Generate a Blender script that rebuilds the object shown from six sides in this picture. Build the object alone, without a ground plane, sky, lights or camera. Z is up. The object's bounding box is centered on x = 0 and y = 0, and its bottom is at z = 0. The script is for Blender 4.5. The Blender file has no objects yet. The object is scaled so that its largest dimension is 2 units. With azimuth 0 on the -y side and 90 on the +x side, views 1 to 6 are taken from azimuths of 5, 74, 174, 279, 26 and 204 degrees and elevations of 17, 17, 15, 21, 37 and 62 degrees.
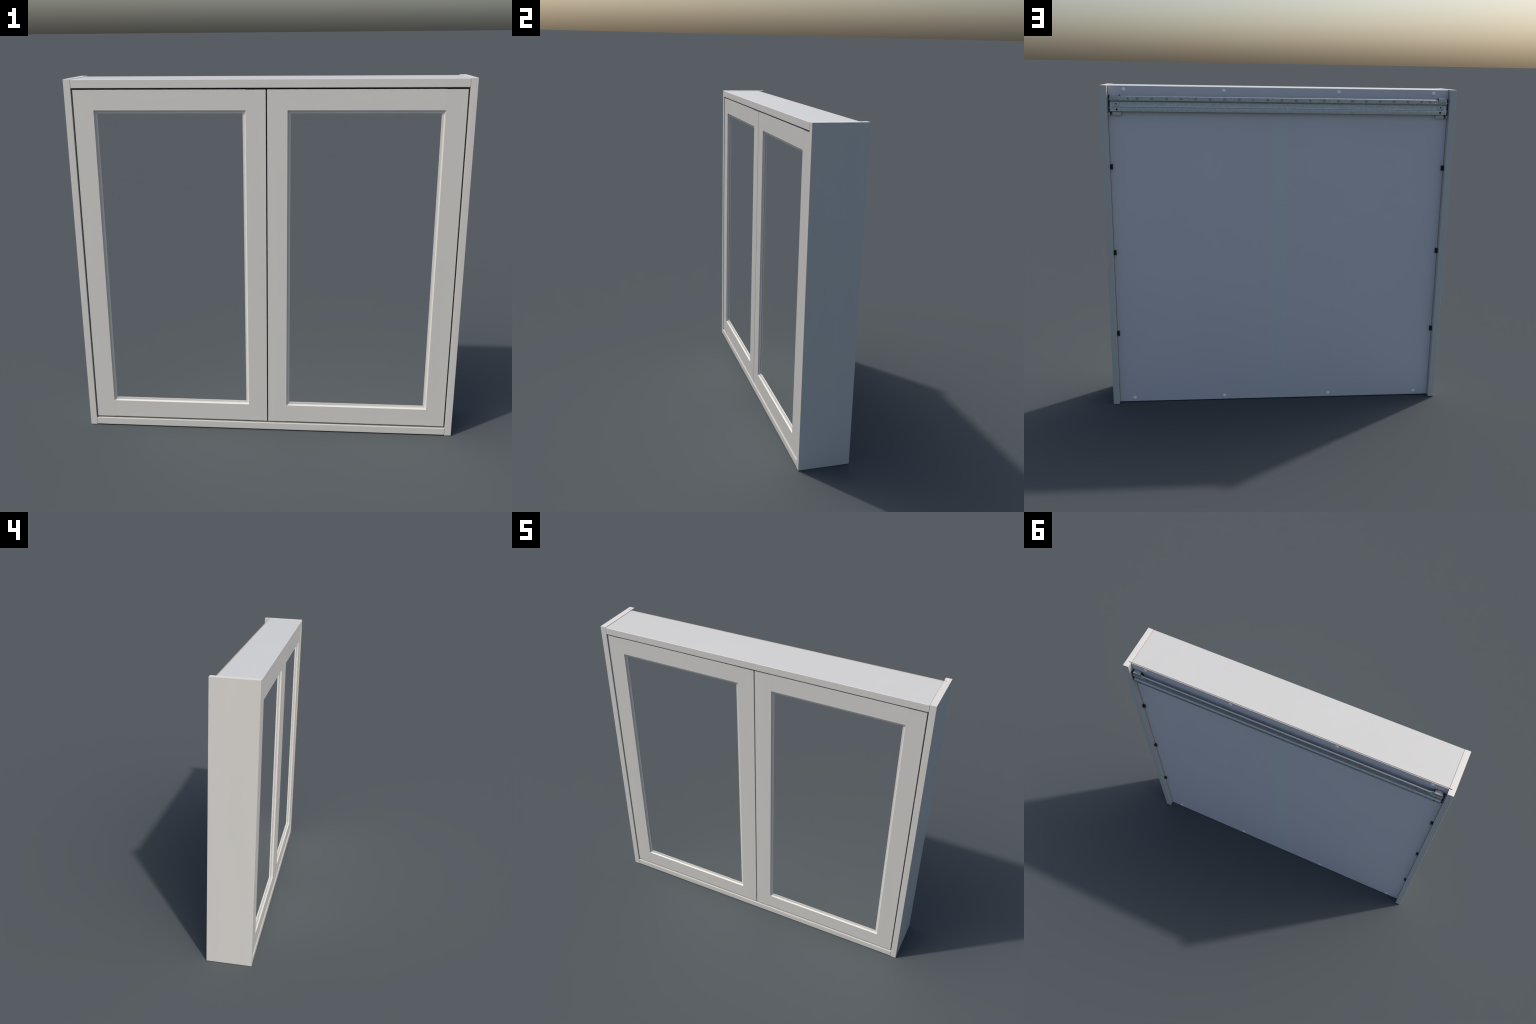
"""White two-door wall mirror cabinet with a steel hanging rail on its back."""
import bpy, bmesh, math
from mathutils import Vector, Matrix

# ------------------------------------------------------------------ sizes (m)
HALF_W, FRONT, BACK, HEIGHT = 1.0, -0.1495, 0.1495, 1.9
SIDE_T = 0.035                       # side panel thickness
INNER = HALF_W - SIDE_T              # inner face of the sides, x
TOP_Z0, TOP_Z1 = 1.8562, 1.8982      # top board
BOT_Z0, BOT_Z1 = 0.0032, 0.0425      # bottom board
PANEL_Y0, PANEL_Y1 = 0.1118, 0.1160  # hardboard back
DOOR_Y = -0.1455                     # door front plane
DOOR_T = 0.0335
DOOR_X0, DOOR_X1 = 0.0032, 0.9577    # |x| range of a door
DOOR_Z0, DOOR_Z1 = 0.0537, 1.8487
OPEN_X0, OPEN_X1 = 0.1026, 0.8582    # |x| range of its opening
OPEN_Z0, OPEN_Z1 = 0.1515, 1.7490
COVE_T, COVE_D, LIP_D = 0.0155, 0.0110, 0.0141   # moulding width, cove depth, mirror depth


# ------------------------------------------------------------------ materials
def new_material(name):
    m = bpy.data.materials.new(name)
    m.use_nodes = True
    nt = m.node_tree
    return m, nt, nt.nodes["Principled BSDF"]


def mottled(name, base, rough, spread=0.02, scale=(6, 6, 6), detail=4, bump=0.0,
            bump_scale=(60, 60, 60), spec=0.5, metallic=0.0):
    """Plain colour with a faint cloud of lighter and darker paint plus fine bump."""
    m, nt, p = new_material(name)
    N, L = nt.nodes, nt.links
    co = N.new("ShaderNodeTexCoord")
    mp = N.new("ShaderNodeMapping")
    mp.inputs["Scale"].default_value = scale
    nz = N.new("ShaderNodeTexNoise")
    nz.inputs["Scale"].default_value = 1.0
    nz.inputs["Detail"].default_value = detail
    rp = N.new("ShaderNodeValToRGB")
    rp.color_ramp.elements[0].position = 0.3
    rp.color_ramp.elements[1].position = 0.7
    rp.color_ramp.elements[0].color = [c * (1 - spread) for c in base] + [1]
    rp.color_ramp.elements[1].color = [min(1, c * (1 + spread)) for c in base] + [1]
    L.new(co.outputs["Object"], mp.inputs["Vector"])
    L.new(mp.outputs["Vector"], nz.inputs["Vector"])
    L.new(nz.outputs["Fac"], rp.inputs["Fac"])
    L.new(rp.outputs["Color"], p.inputs["Base Color"])
    p.inputs["Roughness"].default_value = rough
    p.inputs["Specular IOR Level"].default_value = spec
    p.inputs["Metallic"].default_value = metallic
    if bump:
        mp2 = N.new("ShaderNodeMapping")
        mp2.inputs["Scale"].default_value = bump_scale
        n2 = N.new("ShaderNodeTexNoise")
        n2.inputs["Scale"].default_value = 1.0
        n2.inputs["Detail"].default_value = 3
        b = N.new("ShaderNodeBump")
        b.inputs["Strength"].default_value = bump
        b.inputs["Distance"].default_value = 0.001
        L.new(co.outputs["Object"], mp2.inputs["Vector"])
        L.new(mp2.outputs["Vector"], n2.inputs["Vector"])
        L.new(n2.outputs["Fac"], b.inputs["Height"])
        L.new(b.outputs["Normal"], p.inputs["Normal"])
    return m


WHITE = (0.530, 0.524, 0.496)
M_SIDE = mottled("white_paint_upright", WHITE, 0.42, 0.012, (9, 9, 1.2), bump=0.05, bump_scale=(260, 260, 9))
M_CROSS = mottled("white_paint_lengthwise", WHITE, 0.42, 0.012, (1.2, 9, 9), bump=0.05, bump_scale=(9, 260, 260))
M_TOP = mottled("white_foil_top", (0.530, 0.528, 0.508), 0.42, 0.008, (4, 4, 4), bump=0.03, bump_scale=(40, 40, 40), spec=0.40)
M_BACK = mottled("white_foil_hardboard", (0.635, 0.62, 0.64), 0.5, 0.012, (3, 3, 3))
M_TAPE = mottled("white_folding_tape", (0.625, 0.635, 0.632), 0.55, 0.02, (60, 60, 60))
M_EDGE = mottled("raw_hardboard_edge", (0.43, 0.345, 0.27), 0.8, 0.15, (120, 120, 120))
M_GROOVE = mottled("raw_fibreboard_groove", (0.27, 0.165, 0.095), 0.9, 0.2, (90, 90, 90))
M_STEEL = mottled("galvanised_steel", (0.53, 0.55, 0.55), 0.40, 0.10, (70, 70, 70), detail=6,
                  bump=0.08, bump_scale=(150, 150, 150), metallic=1.0)
M_DARK = mottled("black_plastic", (0.012, 0.012, 0.013), 0.45, 0.2, (40, 40, 40))
M_CAP = mottled("white_plastic_cap", (0.95, 0.955, 0.96), 0.25, 0.005)
M_END = mottled("pale_board_end", (0.610, 0.590, 0.558), 0.5, 0.03, (25, 14, 14))
M_MIRROR, _, _p = new_material("mirror_glass")
_p.inputs["Base Color"].default_value = (0.985, 0.985, 0.985, 1)
_p.inputs["Metallic"].default_value = 1.0
_p.inputs["Roughness"].default_value = 0.0


# ------------------------------------------------------------------ helpers
def link(ob, parent=None):
    bpy.context.scene.collection.objects.link(ob)
    if parent:
        ob.parent = parent
    return ob


def from_bmesh(bm, name, mat, parent, smooth_angle=35):
    bmesh.ops.recalc_face_normals(bm, faces=bm.faces)
    me = bpy.data.meshes.new(name)
    bm.to_mesh(me)
    bm.free()
    for m in (mat if isinstance(mat, (list, tuple)) else [mat]):
        me.materials.append(m)
    me.shade_smooth()
    me.set_sharp_from_angle(angle=math.radians(smooth_angle))
    ob = link(bpy.data.objects.new(name, me), parent)
    wn = ob.modifiers.new("flat_faces", "WEIGHTED_NORMAL")   # broad faces stay flat, bevels turn
    wn.keep_sharp = True
    return ob


def add_box(bm, lo, hi, bevel=0.0, segments=2, only=None, mat=0):
    """Axis-aligned block; `only(edge_mid, lo, hi)` picks the edges to round."""
    lo, hi = Vector(lo), Vector(hi)
    size = hi - lo
    mtx = Matrix.Translation((lo + hi) / 2) @ Matrix.Diagonal((*size, 1))
    geo = bmesh.ops.create_cube(bm, size=1.0, matrix=mtx)
    faces = {f for v in geo["verts"] for f in v.link_faces}
    for f in faces:
        f.material_index = mat
    if bevel:
        edges = {e for v in geo["verts"] for e in v.link_edges}
        if only:
            edges = {e for e in edges if only((e.verts[0].co + e.verts[1].co) / 2)}
        bmesh.ops.bevel(bm, geom=list(edges), offset=bevel, segments=segments, profile=0.5, affect="EDGES")


def box(name, lo, hi, mat, parent, bevel=0.0, segments=2, only=None):
    bm = bmesh.new()
    add_box(bm, lo, hi, bevel, segments, only)
    return from_bmesh(bm, name, mat, parent)


def add_disc(bm, centre, radius, depth, axis="Y", dome=0.0, n=24, mat=0, squash=(1, 1)):
    """Cylinder along an axis (towards +axis), with an optional domed end."""
    rings = [(radius, 0.0), (radius, depth * (0.55 if dome else 1.0))]
    if dome:
        rings += [(radius * math.cos(a), depth * 0.55 + dome * math.sin(a)) for a in (0.35, 0.8, 1.2)]
    loops = []
    for r, h in rings:
        ring = []
        for i in range(n):
            t = 2 * math.pi * i / n
            a, b = r * math.cos(t) * squash[0], r * math.sin(t) * squash[1]
            off = {"Y": (a, h, b), "X": (h, a, b), "Z": (a, b, h)}[axis]
            ring.append(bm.verts.new(Vector(centre) + Vector(off)))
        loops.append(ring)
    new = [bm.faces.new(loops[0]), bm.faces.new(loops[-1])]
    for r0, r1 in zip(loops, loops[1:]):
        for i in range(n):
            new.append(bm.faces.new((r0[i], r0[(i + 1) % n], r1[(i + 1) % n], r1[i])))
    for f in new:
        f.material_index = mat


def apply_modifiers(ob):
    dg = bpy.context.evaluated_depsgraph_get()
    me = bpy.data.meshes.new_from_object(ob.evaluated_get(dg))
    ob.modifiers.clear()
    old, ob.data = ob.data, me
    bpy.data.meshes.remove(old)
    return ob


def cut(ob, cutter_bm):
    me = bpy.data.meshes.new("cutter")
    bmesh.ops.recalc_face_normals(cutter_bm, faces=cutter_bm.faces)
    cutter_bm.to_mesh(me)
    cutter_bm.free()
    c = link(bpy.data.objects.new("cutter", me))
    mod = ob.modifiers.new("holes", "BOOLEAN")
    mod.operation, mod.solver, mod.object = "DIFFERENCE", "EXACT", c
    for extra in [m for m in ob.modifiers if m != mod]:
        ob.modifiers.remove(extra)
    apply_modifiers(ob)
    ob.data.shade_smooth()
    ob.data.set_sharp_from_angle(angle=math.radians(28))
    ob.modifiers.new("flat_faces", "WEIGHTED_NORMAL").keep_sharp = True
    bpy.data.objects.remove(c)
    bpy.data.meshes.remove(me)


# ------------------------------------------------------------------ the thing
cabinet = link(bpy.data.objects.new("mirror_cabinet", None))
cabinet.empty_display_size = 0.2
cabinet["label"] = "white wall cabinet with two framed mirror doors"
cabinet["category"] = "mirror cabinet"


# side panels: a board whose groove holds the back; the groove shows raw fibreboard
def side_panel(sign):
    g0, g1, depth = 0.1108, 0.1150, 0.0145
    x_in, x_out = INNER, HALF_W
    section = [(x_in, FRONT), (x_out, FRONT), (x_out, BACK), (x_in, BACK),
               (x_in, g1), (x_in + depth, g1), (x_in + depth, g0), (x_in, g0)]
    bm = bmesh.new()
    low = [bm.verts.new((sign * x, y, 0)) for x, y in section]
    high = [bm.verts.new((sign * x, y, HEIGHT)) for x, y in section]
    bm.faces.new(low).material_index = 2
    bm.faces.new(high).material_index = 2
    n = len(section)
    for i in range(n):
        f = bm.faces.new((low[i], low[(i + 1) % n], high[(i + 1) % n], high[i]))
        f.material_index = 1 if i in (4, 5, 6) else 0
    outer = [e for e in bm.edges
             if all(abs(v.co.y) > 0.14 for v in e.verts)
             or all(abs(v.co.x) > 0.999 for v in e.verts)]
    bmesh.ops.bevel(bm, geom=outer, offset=0.0018, segments=2, profile=0.5, affect="EDGES")
    ob = from_bmesh(bm, "side_panel", [M_SIDE, M_GROOVE, M_END], cabinet)
    # thin dark discs laid on to stand for pilot holes, low behind the back
    hb = bmesh.new()
    for z in (0.1250, 0.0730):
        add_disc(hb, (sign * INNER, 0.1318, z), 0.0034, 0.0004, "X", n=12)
    h = from_bmesh(hb, "pilot_hole_disc", M_GROOVE, ob)
    h.location.x = -sign * 0.0004 if sign > 0 else 0.0
    # raw edge of the groove beside the hardboard
    box("groove_edge", (min(sign * (INNER - 0.0016), sign * INNER), 0.1122, 0.004),
        (max(sign * (INNER - 0.0016), sign * INNER), 0.1168, 1.8955), M_GROOVE, ob)


for s in (-1, 1):
    side_panel(s)

board_x = INNER - 0.0010
box("top_panel", (-board_x, FRONT, TOP_Z0), (board_x, 0.1096, TOP_Z1), M_TOP, cabinet, 0.0022, 3)
box("bottom_panel", (-board_x, FRONT, BOT_Z0), (board_x, 0.1096, BOT_Z1), M_CROSS, cabinet, 0.0020, 3)
# painted front edges of the two boards
box("front_edge_band", (-board_x + 0.0004, FRONT - 0.0003, TOP_Z0 + 0.0022),
    (board_x - 0.0004, FRONT + 0.004, TOP_Z1 - 0.0022), M_CROSS, cabinet)

# back panel
def back_panel():
    bm = bmesh.new()
    w = INNER - 0.0020
    add_box(bm, (-w, PANEL_Y0, 0.0026), (w, PANEL_Y1, 1.8972))
    bm.faces.ensure_lookup_table()
    bm.normal_update()
    for f in bm.faces:
        f.material_index = 0 if abs(f.normal.y) > 0.9 else 1
    ob = from_bmesh(bm, "back_panel", [M_BACK, M_EDGE], cabinet)
    box("folding_tape", (-0.0475, PANEL_Y1, 0.0028), (0.0475, PANEL_Y1 + 0.0003, 1.8970), M_TAPE, ob)
    return ob


back = back_panel()

# screw caps on the back, four along the top and four along the bottom
bm = bmesh.new()
add_disc(bm, (0, 0, 0), 0.0108, 0.0022, "Y", dome=0.0032, n=28)
cap0 = from_bmesh(bm, "screw_cap", M_CAP, back, 60)
spots = [(x, z) for z in (1.8776, 0.0242) for x in (0.8757, 0.3252, -0.3252, -0.8757)]
for i, (x, z) in enumerate(spots):
    c = cap0 if i == 0 else link(cap0.copy(), back)
    c.location = (x, PANEL_Y1, z)
    c.rotation_euler.y = 0.7 * i

# black clips that hold the back in its grooves
bm = bmesh.new()
add_box(bm, (-0.0100, 0.0, -0.0155), (-0.0020, 0.0105, 0.0155), 0.0014)
add_box(bm, (0.0010, 0.0, -0.0145), (0.0052, 0.0145, 0.0145), 0.0012)
add_box(bm, (-0.0030, 0.0, -0.0130), (0.0020, 0.0060, 0.0130), 0.0008)
clip0 = from_bmesh(bm, "panel_clip", M_DARK, back)
first = True
for z in (1.4505, 0.9498, 0.4500):
    for s in (-1, 1):
        c = clip0 if first else link(clip0.copy(), back)
        first = False
        c.location = (s * 0.9595, PANEL_Y1, z)
        c.scale.x = s


# ------------------------------------------------------------------ doors
def cove_profile():
    """(inset, depth) from the front arris over a concave cove to the mirror."""
    pts = [(-0.0006, 0.0), (0.0, 0.0003)]
    for i in range(1, 9):
        a = math.radians(90 * i / 9)
        pts.append((COVE_T * 0.92 * (1 - math.cos(a)), 0.0003 + COVE_D * math.sin(a)))
    # rounded lip, then an undercut that leaves a shadow line at the mirror
    pts += [(COVE_T * 0.97, COVE_D + 0.0004), (COVE_T, COVE_D + 0.0010), (COVE_T - 0.0002, COVE_D + 0.0018),
            (COVE_T - 0.0024, COVE_D + 0.0022), (COVE_T - 0.0024, LIP_D)]
    return pts


def moulding(sign, door):
    bm = bmesh.new()
    prof = cove_profile()
    rings = []
    for t, d in prof:
        x0, x1, z0, z1 = OPEN_X0 + t, OPEN_X1 - t, OPEN_Z0 + t, OPEN_Z1 - t
        y = DOOR_Y + d
        rings.append([bm.verts.new((sign * x, y, z)) for x, z in ((x0, z0), (x1, z0), (x1, z1), (x0, z1))])
    # close the section behind, inside the frame
    for y in (DOOR_Y + LIP_D, DOOR_Y):
        t = -0.0006
        x0, x1, z0, z1 = OPEN_X0 + t, OPEN_X1 - t, OPEN_Z0 + t, OPEN_Z1 - t
        if y == DOOR_Y:
            rings.append(rings[0])
        else:
            rings.append([bm.verts.new((sign * x, y, z)) for x, z in ((x0, z0), (x1, z0), (x1, z1), (x0, z1))])
    for r0, r1 in zip(rings, rings[1:]):
        for i in range(4):
            bm.faces.new((r0[i], r0[(i + 1) % 4], r1[(i + 1) % 4], r1[i]))
    return from_bmesh(bm, "moulding", M_SIDE, door, 30)


def door(sign):
    def span(a, b):
        return (min(sign * a, sign * b), max(sign * a, sign * b))

    y0, y1 = DOOR_Y, DOOR_Y + DOOR_T
    ax, bx = span(DOOR_X0 + 0.01, DOOR_X1 - 0.01)
    d = box("door", (ax, DOOR_Y + LIP_D + 0.004, DOOR_Z0 + 0.01), (bx, y1 - 0.002, DOOR_Z1 - 0.01), M_SIDE, cabinet)
    for a, b in ((DOOR_X0, OPEN_X0), (OPEN_X1, DOOR_X1)):
        lo, hi = span(a, b)
        # right-hand stile of each leaf stands a hair lower at its head
        drop = 0.0008 if (lo + hi) / 2 > (ax + bx) / 2 else 0.0
        box("stile", (lo, y0, DOOR_Z0), (hi, y1, DOOR_Z1 - drop), M_SIDE, d, 0.0007, 2,
            only=lambda m, o=a if abs(a) != OPEN_X1 else b: abs(abs(m.x) - o) < 1e-4)
    lo, hi = span(OPEN_X0, OPEN_X1)
    for a, b, edge in ((DOOR_Z0, OPEN_Z0, DOOR_Z0), (OPEN_Z1, DOOR_Z1, DOOR_Z1)):
        bm = bmesh.new()
        add_box(bm, (lo + 0.00005, y0 + 0.0001, a), (hi - 0.00005, y1, b), 0.0016, 3,
                only=lambda m, e=edge: abs(m.z - e) < 1e-4 and abs(m.y - (y0 + 0.0001)) < 1e-4)
        from_bmesh(bm, "rail", M_CROSS, d)
    moulding(sign, d)
    lo, hi = span(OPEN_X0 - 0.003, OPEN_X1 + 0.003)
    box("mirror", (lo, DOOR_Y + LIP_D, OPEN_Z0 - 0.003), (hi, DOOR_Y + LIP_D + 0.0038, OPEN_Z1 + 0.003), M_MIRROR, d)
    return d


for s in (-1, 1):
    door(s)


# ------------------------------------------------------------------ hanging rail
def rail_section(recessed):
    """(y, z) of the folded sheet, top to bottom; the upper rib is pressed in at the ends."""
    f = 0.1460
    top = [(0.1330, 1.8440), (0.1372, 1.8440), (0.1392, 1.8420), (0.1395, 1.8260), (0.1398, 1.8245), (f - 0.0008, 1.8222)] \
        if recessed else \
        [(0.1388, 1.8446), (0.1434, 1.8437), (f, 1.8412), (f, 1.8300), (f, 1.8250), (f, 1.8220)]
    return top + [(f, 1.8200), (f - 0.0014, 1.8182), (0.1386, 1.8122), (0.1374, 1.8108), (0.1374, 1.7908),
                  (0.1386, 1.7852), (f - 0.0018, 1.7806), (f - 0.0005, 1.7791), (f, 1.7776), (f, 1.7604), (f - 0.0016, 1.7584),
                  (0.1390, 1.7575), (0.1370, 1.7590)]


def hanging_rail():
    stations = [(-0.9505, 1), (-0.8920, 1), (-0.8815, 0), (0.8815, 0), (0.8920, 1), (0.9505, 1)]
    bm = bmesh.new()
    rows = [[bm.verts.new((x, y, z)) for y, z in rail_section(r)] for x, r in stations]
    for a, b in zip(rows, rows[1:]):
        for i in range(len(a) - 1):
            bm.faces.new((a[i], b[i], b[i + 1], a[i + 1]))
    bmesh.ops.recalc_face_normals(bm, faces=bm.faces)
    if sum(f.normal.y for f in bm.faces) < 0:
        bmesh.ops.reverse_faces(bm, faces=bm.faces)
    me = bpy.data.meshes.new("hanging_rail")
    bm.to_mesh(me)
    bm.free()
    me.materials.append(M_STEEL)
    ob = link(bpy.data.objects.new("hanging_rail", me), cabinet)
    mod = ob.modifiers.new("sheet", "SOLIDIFY")
    mod.thickness, mod.offset = 0.0022, -1
    apply_modifiers(ob)
    cb = bmesh.new()
    for k in range(-10, 11):                       # wall screw slots every 0.08
        wide = 0.45 if abs(k) == 2 else 1.0
        add_disc(cb, (0.08 * k, 0.138, 1.8302), 0.0094, 0.014, "Y", squash=(wide, 0.74))
    for s in (-1, 1):
        add_disc(cb, (s * 0.851, 0.138, 1.8302), 0.0060, 0.014, "Y")
        add_disc(cb, (s * 0.9133, 0.140, 1.7710), 0.0054, 0.012, "Y")
        add_disc(cb, (s * 0.9165, 0.130, 1.8000), 0.0040, 0.014, "Y", n=16)
    cut(ob, cb)
    return ob


hanging_rail()


# brackets that carry the rail at each end
def bracket(sign):
    def b(bm, x0, x1, y0, y1, z0, z1, bevel=0.0008, mat=0):
        lo, hi = sorted((sign * x0, sign * x1))
        add_box(bm, (lo, y0, z0), (hi, y1, z1), bevel, 2, mat=mat)

    bm = bmesh.new()                                        # plate against the back
    b(bm, 0.8925, 0.9620, PANEL_Y1, 0.1195, 1.7360, 1.8440)
    b(bm, 0.9605, 0.9638, PANEL_Y1, 0.1400, 1.7520, 1.8470)   # ear along the side panel
    br = from_bmesh(bm, "bracket", M_STEEL, cabinet)
    bm = bmesh.new()                                        # hook bent over the rail
    b(bm, 0.9010, 0.9455, 0.1415, 0.1445, 1.8290, 1.8500, 0.0012)
    b(bm, 0.9010, 0.9455, 0.1240, 0.1435, 1.8478, 1.8508, 0.0012)
    b(bm, 0.9110, 0.9380, 0.1190, 0.1260, 1.8480, 1.8530, 0.0015)
    from_bmesh(bm, "hook", M_STEEL, br)
    bm = bmesh.new()                                        # foot below the rail
    b(bm, 0.8910, 0.9400, 0.1190, 0.1300, 1.7360, 1.7556, 0.0015)
    b(bm, 0.9520, 0.9640, 0.1190, 0.1300, 1.7360, 1.7530, 0.0012)
    from_bmesh(bm, "foot", M_STEEL, br)
    bm = bmesh.new()
    b(bm, 0.8985, 0.9335, 0.1372, 0.1400, 1.7872, 1.8112, 0.0008)
    t = from_bmesh(bm, "lock_plate", M_STEEL, br)
    cb = bmesh.new()
    add_disc(cb, (sign * 0.9165, 0.130, 1.8000), 0.0040, 0.018, "Y", n=16)
    cut(t, cb)
    bm = bmesh.new()                                        # dark adjuster body and hole backing
    b(bm, 0.9505, 0.9603, 0.1195, 0.1360, 1.7560, 1.8470, 0.002)
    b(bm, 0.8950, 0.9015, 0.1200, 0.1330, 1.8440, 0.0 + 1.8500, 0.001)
    b(bm, 0.9055, 0.9230, 0.1240, 0.1355, 1.7620, 1.8120, 0.001)  # dark backing block added behind the rail and plate holes so they look black
    b(bm, 0.9400, 0.9520, 0.1190, 0.1240, 1.7370, 1.7550, 0.001)
    from_bmesh(bm, "adjuster_and_backing", M_DARK, br)
    bm = bmesh.new()                                        # adjusting screws and rivets
    for x, y, z, r, h in ((0.9445, 0.1240, 1.7430, 0.0036, 0.0040), (0.9560, 0.1358, 1.8250, 0.0026, 0.0012),
                          (0.9560, 0.1358, 1.7800, 0.0026, 0.0012)):
        add_disc(bm, (sign * x, y, z), r, h, "Y", dome=h * 0.5, n=16)
    from_bmesh(bm, "screw", M_STEEL, br, 60)


for s in (-1, 1):
    bracket(s)
